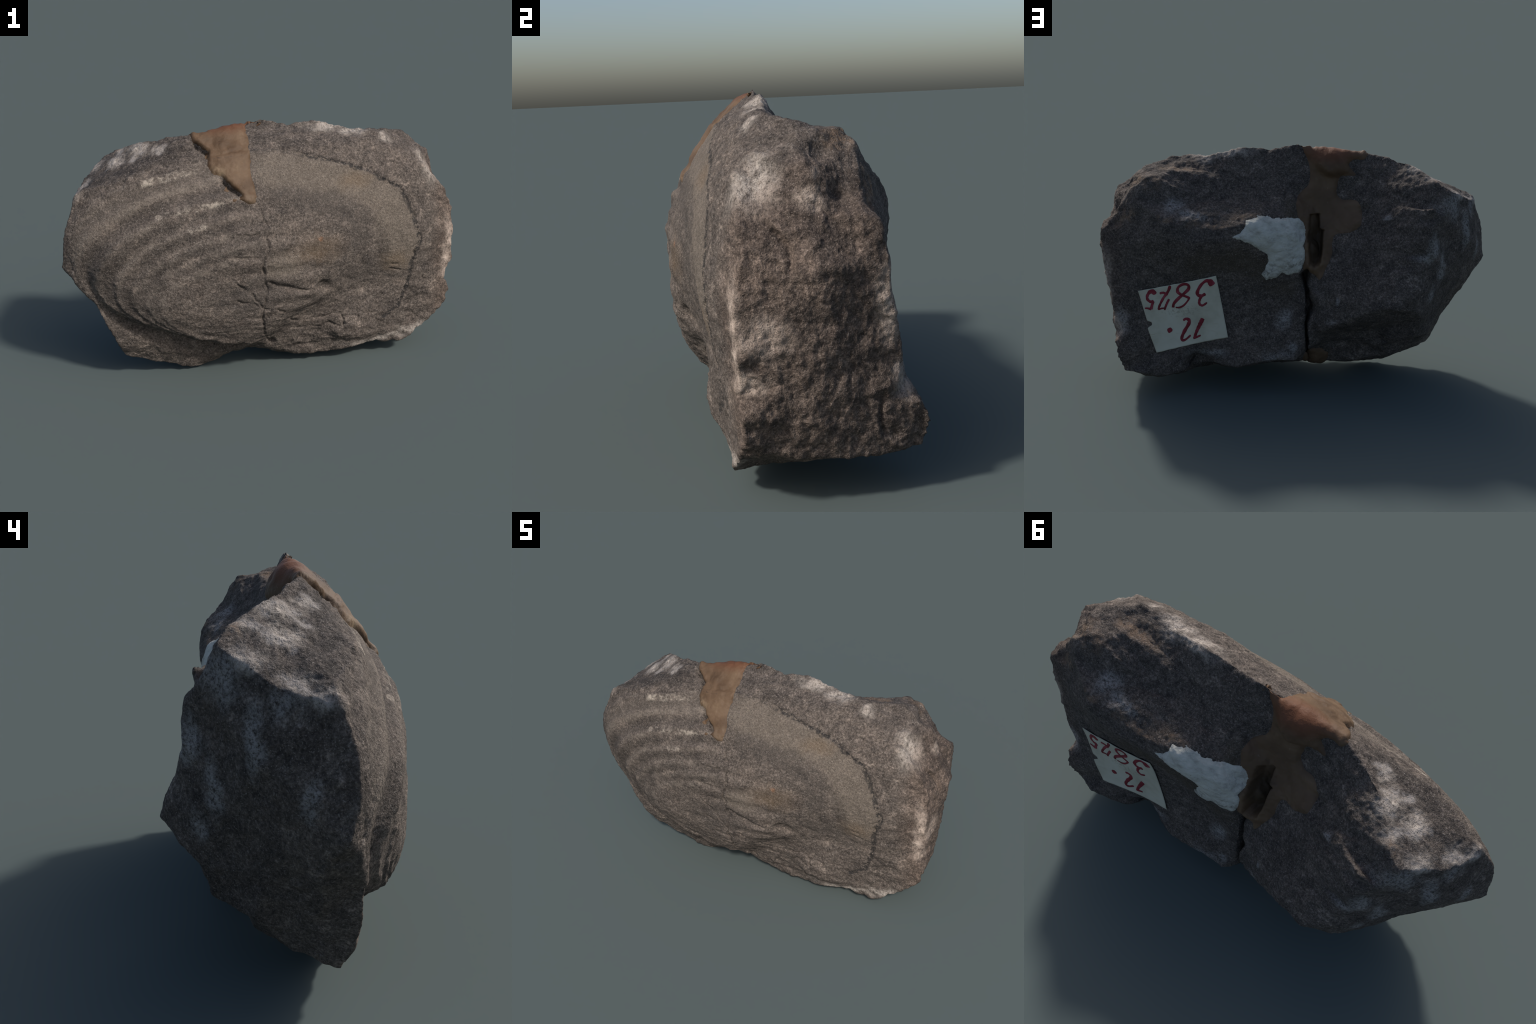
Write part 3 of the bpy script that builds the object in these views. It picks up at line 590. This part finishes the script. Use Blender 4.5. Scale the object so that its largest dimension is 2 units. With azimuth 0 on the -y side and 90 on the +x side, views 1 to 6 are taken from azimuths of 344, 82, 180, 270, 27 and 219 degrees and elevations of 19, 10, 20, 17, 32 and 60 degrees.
def filler_material():
    g = Graph("brown_filler")
    n1 = g.noise(7, 4, 0.6); n2 = g.noise(60, 4, 0.65)
    sep = g.t.nodes.new("ShaderNodeSeparateXYZ"); g.t.links.new(g.pos, sep.inputs[0])
    col = g.ramp(n1, [(0.32, (0.062, 0.037, 0.021)), (0.52, (0.102, 0.063, 0.037)), (0.72, (0.148, 0.098, 0.060))])
    red = g.blob((-0.17, -0.02, 1.20), (0.15, 0.07, 0.06), 0.7)
    col = g.mix(g.mul(red, 0.75), col, (0.130, 0.048, 0.023))
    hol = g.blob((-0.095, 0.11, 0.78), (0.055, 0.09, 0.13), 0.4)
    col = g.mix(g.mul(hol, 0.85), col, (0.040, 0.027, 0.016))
    low = g.blob((-0.2, 0.12, 0.92), (0.22, 0.14, 0.19), 0.5)
    col = g.mix(g.mul(low, 0.5), col, (0.105, 0.069, 0.044))
    edge = g.mul(g.blob((-0.27, -0.24, 1.02), (0.05, 0.06, 0.06), 0.8), g.step(0.4, 0.6, g.noise(25, 4, 0.7)))
    col = g.mix(g.mul(edge, 0.8), col, (0.25, 0.185, 0.12))
    line = g.strand([(-0.285, -0.185, 1.10), (-0.20, -0.195, 1.105), (-0.10, -0.19, 1.115)], 0.008, g.jitter(30, 2, 0.6, 0.02))
    col = g.mix(g.mul(line, 0.8), col, (0.05, 0.032, 0.024))
    tip = g.mul(g.blob((-0.135, -0.295, 0.915), (0.07, 0.06, 0.06), 0.8), g.step(0.36, 0.6, g.noise(16, 3, 0.6)))
    col = g.mix(g.mul(tip, 0.6), col, (0.165, 0.120, 0.083))
    dust = g.step(0.66, 0.76, n2)
    col = g.mix(g.mul(dust, 0.35), col, (0.28, 0.22, 0.165))
    nrm = g.bump(g.math('ADD', n2, g.noise(18, 3, 0.6)), 0.006, 0.5)
    return g.finish(col, 0.62, nrm, 0.22)

def paste_material():
    g = Graph("white_paste")
    n = g.noise(26, 5, 0.65, vec=g.vmath('MULTIPLY', g.pos, (0.7, 1.0, 1.6)))
    f = g.noise(120, 3, 0.7)
    col = g.ramp(n, [(0.30, (0.29, 0.28, 0.25)), (0.50, (0.44, 0.435, 0.39)), (0.75, (0.53, 0.525, 0.475))])
    thin = g.mul(g.any(g.blob((0.135, 0.23, 0.64), (0.07, 0.1, 0.06), 0.9), g.blob((0.30, 0.26, 0.85), (0.05, 0.1, 0.03), 0.9), g.blob((0.0, 0.21, 0.68), (0.08, 0.1, 0.05), 0.9)), g.step(0.55, 0.40, g.noise(40, 4, 0.7)))
    col = g.mix(g.mul(thin, 0.75), col, (0.11, 0.10, 0.085))
    col = g.mix(g.mul(g.step(0.62, 0.75, f), 0.4), col, (0.25, 0.245, 0.22))
    return g.finish(col, 0.9, g.bump(g.math('ADD', n, f), 0.006, 0.6), 0.2)

def paper_material():
    g = Graph("old_paper")
    n = g.noise(9, 4, 0.6); f = g.noise(75, 4, 0.7)
    fib = g.noise(60, 2, 0.5, vec=g.vmath('MULTIPLY', g.pos, (0.35, 1.0, 2.6)))
    col = g.ramp(n, [(0.30, (0.36, 0.34, 0.265)), (0.55, (0.46, 0.44, 0.35)), (0.75, (0.50, 0.485, 0.40))])
    col = g.mix(g.mul(g.step(0.63, 0.75, fib), 0.35), col, (0.30, 0.245, 0.16))
    dirt = g.mul(g.blob((0.58, 0.25, 0.46), (0.10, 0.2, 0.035), 0.9), g.step(0.5, 0.62, f))
    col = g.mix(g.mul(dirt, 0.6), col, (0.20, 0.18, 0.135))
    return g.finish(col, 0.8, g.bump(f, 0.002, 0.4), 0.25)

def ink_material():
    g = Graph("red_ink")
    col = g.ramp(g.noise(28, 3, 0.6), [(0.32, (0.105, 0.006, 0.010)), (0.52, (0.185, 0.014, 0.026)), (0.72, (0.26, 0.040, 0.062))])
    return g.finish(col, 0.6, None, 0.3)

SHELL_STONE, STONE = stone_material("shell_stone", True), stone_material("broken_stone", False)
FILLER, PASTE, PAPER, INK = filler_material(), paste_material(), paper_material(), ink_material()

# ------------------------------------------------------------------ objects
scene = bpy.context.scene
root = bpy.data.objects.new("fossil_specimen", None)
root.empty_display_size = 0.3
scene.collection.objects.link(root)
root["label"] = "broken grey fossil shell in stone, glued together, with numbered paper label"
root["category"] = "fossil specimen"

def add_part(name, verts, faces, material, parent, normals=None):
    me = bpy.data.meshes.new(name)
    me.from_pydata([], [], [])
    me.vertices.add(len(verts)); me.vertices.foreach_set('co', np.asarray(verts, float).ravel())
    faces = np.asarray(faces)
    k = faces.shape[1]
    me.loops.add(faces.size); me.loops.foreach_set('vertex_index', faces.ravel().astype(np.int32))
    me.polygons.add(len(faces))
    me.polygons.foreach_set('loop_start', np.arange(0, faces.size, k, dtype=np.int32))
    me.polygons.foreach_set('loop_total', np.full(len(faces), k, np.int32))
    me.update(calc_edges=True)
    me.polygons.foreach_set('use_smooth', np.ones(len(faces), bool))
    if normals is not None:
        me.normals_split_custom_set_from_vertices([tuple(n) for n in normals])
    me.materials.append(material)
    ob = bpy.data.objects.new(name, me)
    ob.parent = parent
    scene.collection.objects.link(ob)
    return ob

def sub_mesh(face_mask):
    f = F[face_mask]
    used, inv = np.unique(f.ravel(), return_inverse=True)
    return used, inv.reshape(-1, 4)

# the stone is one surface; split it where the shell meets the matrix and where it broke in two
fc = P[F].mean(1)
fn = N[F].mean(1)
shell_f = (signed(fc[:, [0, 2]], SHELL_EDGE) > 0) & (fn[:, 1] < -0.1) & (fc[:, 1] < -0.12)
joint_x = np.interp(fc[:, 2], [0.0, 0.146, 0.21, 0.3, 0.6, 0.9, 1.2], [-0.06, -0.01, -0.05, -0.07, -0.08, -0.10, -0.09])
joint_back = np.interp(fc[:, 2], [0.0, 0.3, 0.66, 1.02, 1.2], [-0.065, -0.06, -0.045, -0.02, -0.02])
left_f = fc[:, 0] < np.where(fc[:, 1] < 0, joint_x, joint_back)
for name, m in (("fossil_shell", shell_f), ("stone_block", ~shell_f & ~left_f), ("stone_block", ~shell_f & left_f)):
    used, f = sub_mesh(m)
    add_part(name, P[used], f, SHELL_STONE if name == "fossil_shell" else STONE, root, N[used])

def coating(name, field, top, material, parent, sunk=0.006, below=0.02, flow=0, normals=None, keep=None, swell=None):
    """a lump lying on the stone where field > 0: its skin rises out of the stone along the outline"""
    vm = field > -0.012
    fm = vm[F].all(1)
    used, f = sub_mesh(fm)
    h = np.where(field[used] > 0, top[used], -sunk * np.clip(-field[used] / 0.006, 0, 1))
    Pu, Nu = P[used], (N if normals is None else normals)[used]
    Ns = Nu / (np.linalg.norm(Nu, axis=1)[:, None] + 1e-9)
    upper = Pu + Ns * h[:, None]
    lower = Pu - N[used] * below
    if flow:                                   # the soft material evens itself out
        e = np.vstack([f[:, [0, 1]], f[:, [1, 2]], f[:, [2, 3]], f[:, [3, 0]]])
        upper = relax(upper, e, flow, 0.5, sstep(0.0, 0.03, field[used]) * keep[used])
        if swell is not None:
            upper = upper + Ns * swell[used][:, None]
    n = len(used)
    cnt = {}
    for q in f:
        for a, c in zip(q, np.roll(q, -1)):
            cnt[(a, c)] = cnt.get((a, c), 0) + 1
    rim_e = [(a, c) for (a, c) in cnt if (c, a) not in cnt]
    side = [(c, a, a + n, c + n) for a, c in rim_e]
    faces = np.vstack([f, f[:, ::-1] + n, np.array(side)])
    V = np.vstack([upper, lower])
    return add_part(name, V, faces, material, parent)

# --- brown filler over the top of the break
FILL_FRONT = [(-0.36, 1.26), (-0.352, 1.175), (-0.344, 1.156), (-0.321, 1.14), (-0.285, 1.119), (-0.298, 1.087), (-0.298, 1.061), (-0.279, 1.03), (-0.247, 1.018), (-0.216, 0.983), (-0.188, 0.959), (-0.168, 0.937), (-0.18, 0.923),
              (-0.138, 0.899), (-0.109, 0.897), (-0.10, 0.928), (-0.098, 0.96), (-0.109, 1.012), (-0.101, 1.053), (-0.096, 1.108), (-0.088, 1.16), (-0.083, 1.20), (-0.075, 1.27)]
FILL_BACK = [(-0.36, 1.26), (-0.345, 1.165), (-0.284, 1.158), (-0.262, 1.13), (-0.296, 1.087), (-0.252, 1.082), (-0.214, 1.07), (-0.202, 0.995), (-0.233, 0.967), (-0.302, 0.968), (-0.326, 0.926), (-0.318, 0.865), (-0.275, 0.831),
             (-0.2, 0.812), (-0.178, 0.776), (-0.178, 0.72), (-0.149, 0.662), (-0.118, 0.604), (-0.09, 0.625), (-0.06, 0.64), (-0.035, 0.65), (-0.04, 0.734), (-0.04, 0.811), (-0.03, 0.878), (-0.008, 0.912), (0.002, 0.969), (-0.021, 1.011), (-0.06, 1.046), (-0.069, 1.105), (-0.053, 1.166), (-0.033, 1.21), (-0.03, 1.27)]
tear = fbm(P, 22, 4, 301, 0.6) * 0.014
df = signed(XZ, np.array(FILL_FRONT)) + tear
db = signed(XZ, smooth_path(FILL_BACK, 4, closed=True)) + 0.3 * tear
Nsm = relax(N, E, 60)
frontside = Nsm[:, 1] < 0.05
fill = np.where(frontside & (Y < 0.0), df, np.where(Y > -0.12, db, -1))
for cx, cz, r in ((-0.236, 0.962, 0.007), (-0.206, 0.920, 0.005)):      # loose crumbs
    fill = np.maximum(fill, np.where(frontside, r - np.hypot((X - cx) * 0.6, Z - cz) + 0.5 * tear, -1))
fill[(Z < 0.58) | (X < -0.42) | (X > 0.06)] = -1
torn_left = sstep(-0.12, -0.2, X)
lean = np.clip((-0.095 - X) / 0.11, 0, 1)          # flush with the stone on the right, a lifted lip on the left
top_f = 0.003 + (0.004 + 0.010 * lean) * sstep(0, 0.012, df) + 0.004 * sstep(0.02, 0.06, df) + 0.006 * fbm(P, 13, 3, 310)
fold = sstep(-0.012, 0.012, Z - np.interp(X, [-0.30, -0.26, -0.21, -0.15, -0.12, -0.07, -0.02], [1.15, 1.10, 1.078, 1.087, 1.105, 1.15, 1.20]))
dome_h = 0.052 * fold * np.sqrt(np.clip(sstep(0.0, 0.07, db), 0, 1)) * np.exp(-((X + 0.17) / 0.10) ** 4) * sstep(-0.06, 0.0, Y)
top_b = 0.003 + 0.009 * sstep(0, 0.02, db) + dome_h + 0.002 * fbm(P, 12, 2, 311)
lipn = np.exp(-((hole_in + 0.012) / 0.010) ** 2) * (Z < 0.84)
top_b = top_b + (0.006 + 0.014 * sstep(-0.10, -0.13, X)) * lipn
w_top = sstep(-0.3, 0.25, Nsm[:, 1])
top = top_f * (1 - w_top) + top_b * w_top
coating("filler", fill, np.maximum(top, 0.002), FILLER, root, flow=16, normals=Nsm, keep=sstep(-0.03, -0.045, hole_in) * 0.9 + 0.1,
        swell=0.011 * np.exp(-((X + 0.165) / 0.075) ** 2) * sstep(1.09, 1.17, Z) * sstep(-0.13, -0.05, Y) * sstep(0.0, 0.03, fill)
        + sstep(0.0, 0.02, fill) * (0.0045 * fbm(P, 34, 3, 312) - 0.005 * np.exp(-((Z - 1.105 - 0.12 * (X + 0.2) - 0.006 * vnoise(P, 25, 313)) / 0.005) ** 2) * frontside))
# drop of filler at the foot of the joint
foot_c = np.array([-0.105, 0.16, 0.13])
dfoot = 0.07 - np.linalg.norm((P - foot_c) / np.array([1.0, 1.7, 1.0]), axis=1) + tear
dfoot[(Nsm[:, 2] > 0.35)] = -1
coating("filler", dfoot, 0.003 + 0.018 * np.sqrt(np.clip(dfoot / 0.07, 0, 1)), FILLER, root)

# --- white paste
PASTE_OUT = [(0.31, 0.848), (0.28, 0.862), (0.258, 0.885), (0.245, 0.918), (0.191, 0.938), (0.136, 0.934), (0.104, 0.920), (0.048, 0.918), (-0.016, 0.902), (-0.045, 0.86), (-0.047, 0.80), (-0.034, 0.775), (-0.047, 0.731), (-0.033, 0.683), (-0.012, 0.645),
             (0.047, 0.637), (0.072, 0.647), (0.096, 0.622), (0.150, 0.608), (0.172, 0.640), (0.150, 0.680), (0.138, 0.71), (0.142, 0.748), (0.175, 0.768), (0.221, 0.812), (0.27, 0.833)]
frag = fbm(P, 30, 4, 330, 0.7) * 0.013
dp = signed(XZ, np.array(PASTE_OUT)) + frag
dp[(Nsm[:, 1] < 0.0)] = -1
coating("white_paste", dp, 0.0015 + 0.007 * sstep(0, 0.015, dp) + 0.010 * sstep(0.01, 0.07, dp) + 0.006 * fbm(P, 24, 4, 331), PASTE, root, below=0.012)

# --- the paper label, written upside down as the stone lies
from mathutils.bvhtree import BVHTree
back_faces = F[(fn[:, 1] > 0.2) & (fc[:, 0] > 0.25) & (fc[:, 2] < 0.75)]
ub, ib = np.unique(back_faces.ravel(), return_inverse=True)
bvh = BVHTree.FromPolygons([tuple(p) for p in P[ub]], [tuple(q) for q in ib.reshape(-1, 4)])
def stone_y(x, z):
    h = bvh.ray_cast(Vector((x, 1.0, z)), Vector((0, -1, 0)))
    return h[0].y if h[0] is not None else 0.26

TL, TR, BR, BL = (0.783, 0.566), (0.397, 0.639), (0.343, 0.313), (0.700, 0.248)      # corners as seen from behind
gx, gz = np.meshgrid(np.linspace(0.33, 0.79, 12), np.linspace(0.24, 0.645, 12))
pts = np.c_[gx.ravel(), gz.ravel()]
quad = np.array([TL, TR, BR, BL])
pts = pts[signed(pts, quad) > -0.03]
ys = np.array([stone_y(*p) for p in pts])
paper_fit = thin_plate(pts, ys, 6e-3)
lift = np.max(ys - paper_fit(pts)) * 0.55 + 0.002
def paper_y(p):
    return paper_fit(np.asarray(p)) + lift

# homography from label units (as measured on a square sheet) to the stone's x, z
SRC = np.array([(362, 318), (1585, 85), (1775, 1050), (655, 1288)], float)
A, rhs = [], []
for (u, v), (xx, zz) in zip(SRC, quad):
    A += [[u, v, 1, 0, 0, 0, -u * xx, -v * xx], [0, 0, 0, u, v, 1, -u * zz, -v * zz]]; rhs += [xx, zz]
H = np.append(np.linalg.solve(np.array(A), np.array(rhs)), 1).reshape(3, 3)
def to_stone(uv):
    q = np.c_[np.asarray(uv, float), np.ones(len(uv))] @ H.T
    return q[:, :2] / q[:, 2:]

def slab(name, rows, thick, material, parent, proud=0.0):
    """closed sheet through a grid of (x, z) rows, lying on the paper surface"""
    R = np.asarray(rows); nr, nc = R.shape[:2]
    p = R.reshape(-1, 2)
    y = paper_y(p) + proud
    top = np.c_[p[:, 0], y + thick, p[:, 1]]; bot = np.c_[p[:, 0], y, p[:, 1]]
    idx = np.arange(nr * nc).reshape(nr, nc); n = nr * nc
    q = np.stack([idx[:-1, :-1], idx[:-1, 1:], idx[1:, 1:], idx[1:, :-1]], -1).reshape(-1, 4)
    loop = np.r_[idx[0, :-1], idx[:-1, -1], idx[-1, :0:-1], idx[:0:-1, 0]]
    nxt = np.roll(loop, -1)
    side = np.stack([nxt, loop, loop + n, nxt + n], -1)
    faces = np.vstack([q, q[:, ::-1] + n, side])
    return add_part(name, np.vstack([top, bot]), faces, material, parent)

rows = []
LEFT_V = [(0.0, 0.0), (0.48, 0.0), (0.52, 0.055), (0.565, 0.05), (0.585, -0.005), (0.60, -0.02), (1.0, 0.0)]          # small tear in the left edge
lv = np.array(LEFT_V)
for v in np.linspace(0, 1, 61):
    a = SRC[0] * (1 - v) + SRC[3] * v
    c = SRC[1] * (1 - v) + SRC[2] * v
    u0 = np.interp(v, lv[:, 0], lv[:, 1])
    us = u0 + (1 - u0) * np.linspace(0, 1, 49)
    w = 2.0 * np.sin(us * 37 + v * 11)
    rows.append(to_stone(a + us[:, None] * (c - a) + np.c_[0 * w, w * (v in (0.0, 1.0))]))
label = slab("paper_label", rows, 0.003, PAPER, root)

def stroke(name, path, width, taper=(1.0, 1.0), k=10):
    c = smooth_path(path, k)
    t = np.gradient(c, axis=0); t /= np.linalg.norm(t, axis=1)[:, None] + 1e-9
    nrm = np.c_[-t[:, 1], t[:, 0]]
    s = np.linspace(0, 1, len(c))
    w = np.interp(s, np.linspace(0, 1, len(width)), width) * 0.5
    w = w * (1 + 0.10 * np.sin(s * 41 + len(c)))
    cap = np.clip(np.minimum(np.arange(len(c)), np.arange(len(c))[::-1]) / 2.5, 0, 1)
    w = w * np.sqrt(1 - (1 - cap) ** 2 * 0.85)
    return [to_stone(c + nrm * (w * a)[:, None]) for a in np.linspace(-1, 1, 5)]

def digit(name, strokes):
    V, FF, n0 = [], [], 0
    objs = []
    for path, width in strokes:
        rows = np.asarray(stroke(name, path, width))
        objs.append(rows)
    parts = []
    for j, R in enumerate(objs):
        nr, nc = R.shape[:2]; p = R.reshape(-1, 2); n = nr * nc
        y = paper_y(p) + 0.0035 + 0.0003 * j
        top = np.c_[p[:, 0], y + 0.0008, p[:, 1]]; bot = np.c_[p[:, 0], y - 0.0015, p[:, 1]]
        idx = np.arange(n).reshape(nr, nc)
        q = np.stack([idx[:-1, :-1], idx[:-1, 1:], idx[1:, 1:], idx[1:, :-1]], -1).reshape(-1, 4)
        loop = np.r_[idx[0, :-1], idx[:-1, -1], idx[-1, :0:-1], idx[:0:-1, 0]]
        nxt = np.roll(loop, -1)
        side = np.stack([nxt, loop, loop + n, nxt + n], -1)
        faces = np.vstack([q, q[:, ::-1] + n, side]) + n0
        V.append(np.vstack([top, bot])); FF.append(faces); n0 += 2 * n
    ob = add_part(name, np.vstack(V), np.vstack(FF), INK, label)
    bm = bmesh.new(); bm.from_mesh(ob.data); bmesh.ops.recalc_face_normals(bm, faces=bm.faces); bm.to_mesh(ob.data); bm.free()
    return ob

digit("digit_three", [([(1535, 235), (1510, 195), (1480, 165), (1430, 160), (1360, 220), (1305, 320), (1310, 380), (1365, 395), (1425, 365)], [70, 105, 75, 42, 44, 52, 50, 48, 44]),
                      ([(1368, 392), (1335, 460), (1332, 520), (1380, 548), (1450, 503)], [46, 40, 38, 34, 26])])
digit("digit_eight", [([(920, 580), (935, 515), (1010, 430), (1100, 350), (1165, 280), (1160, 220), (1090, 203), (1010, 250), (995, 325), (1055, 375), (1150, 415), (1170, 440), (1100, 535), (1030, 578), (960, 580)],
                       [44, 46, 46, 48, 46, 44, 40, 42, 46, 40, 36, 30, 28, 28, 24])])
digit("digit_seven", [([(880, 225), (845, 320), (770, 425), (715, 530), (692, 598), (740, 592), (785, 588)], [44, 44, 40, 36, 32, 24, 26]),
                      ([(787, 618), (800, 570), (830, 500), (860, 445)], [26, 34, 36, 34]), ([(712, 352), (775, 342), (840, 378)], [36, 34, 30])])
digit("digit_five", [([(640, 368), (615, 330), (570, 318), (520, 375), (512, 440), (560, 485), (612, 470)], [50, 80, 60, 46, 44, 42, 36]),
                     ([(610, 475), (585, 545), (572, 605)], [42, 42, 50]), ([(575, 605), (520, 590), (470, 590)], [40, 26, 22])])
digit("digit_one", [([(1385, 755), (1345, 840), (1290, 960), (1245, 1085)], [62, 62, 48, 34]), ([(1250, 1070), (1300, 1050), (1352, 1025)], [34, 30, 24])])
digit("digit_two", [([(1078, 790), (1120, 762), (1170, 785), (1160, 850), (1105, 945), (1065, 1030), (1055, 1095), (1110, 1095), (1195, 1025)], [30, 40, 50, 54, 54, 48, 40, 34, 26])])
digit("full_stop", [([(850, 905), (862, 930), (875, 955), (885, 970)], [50, 78, 78, 50])])
bpy.data.meshes.remove(body)
print("verts", len(P), P.min(0), P.max(0))
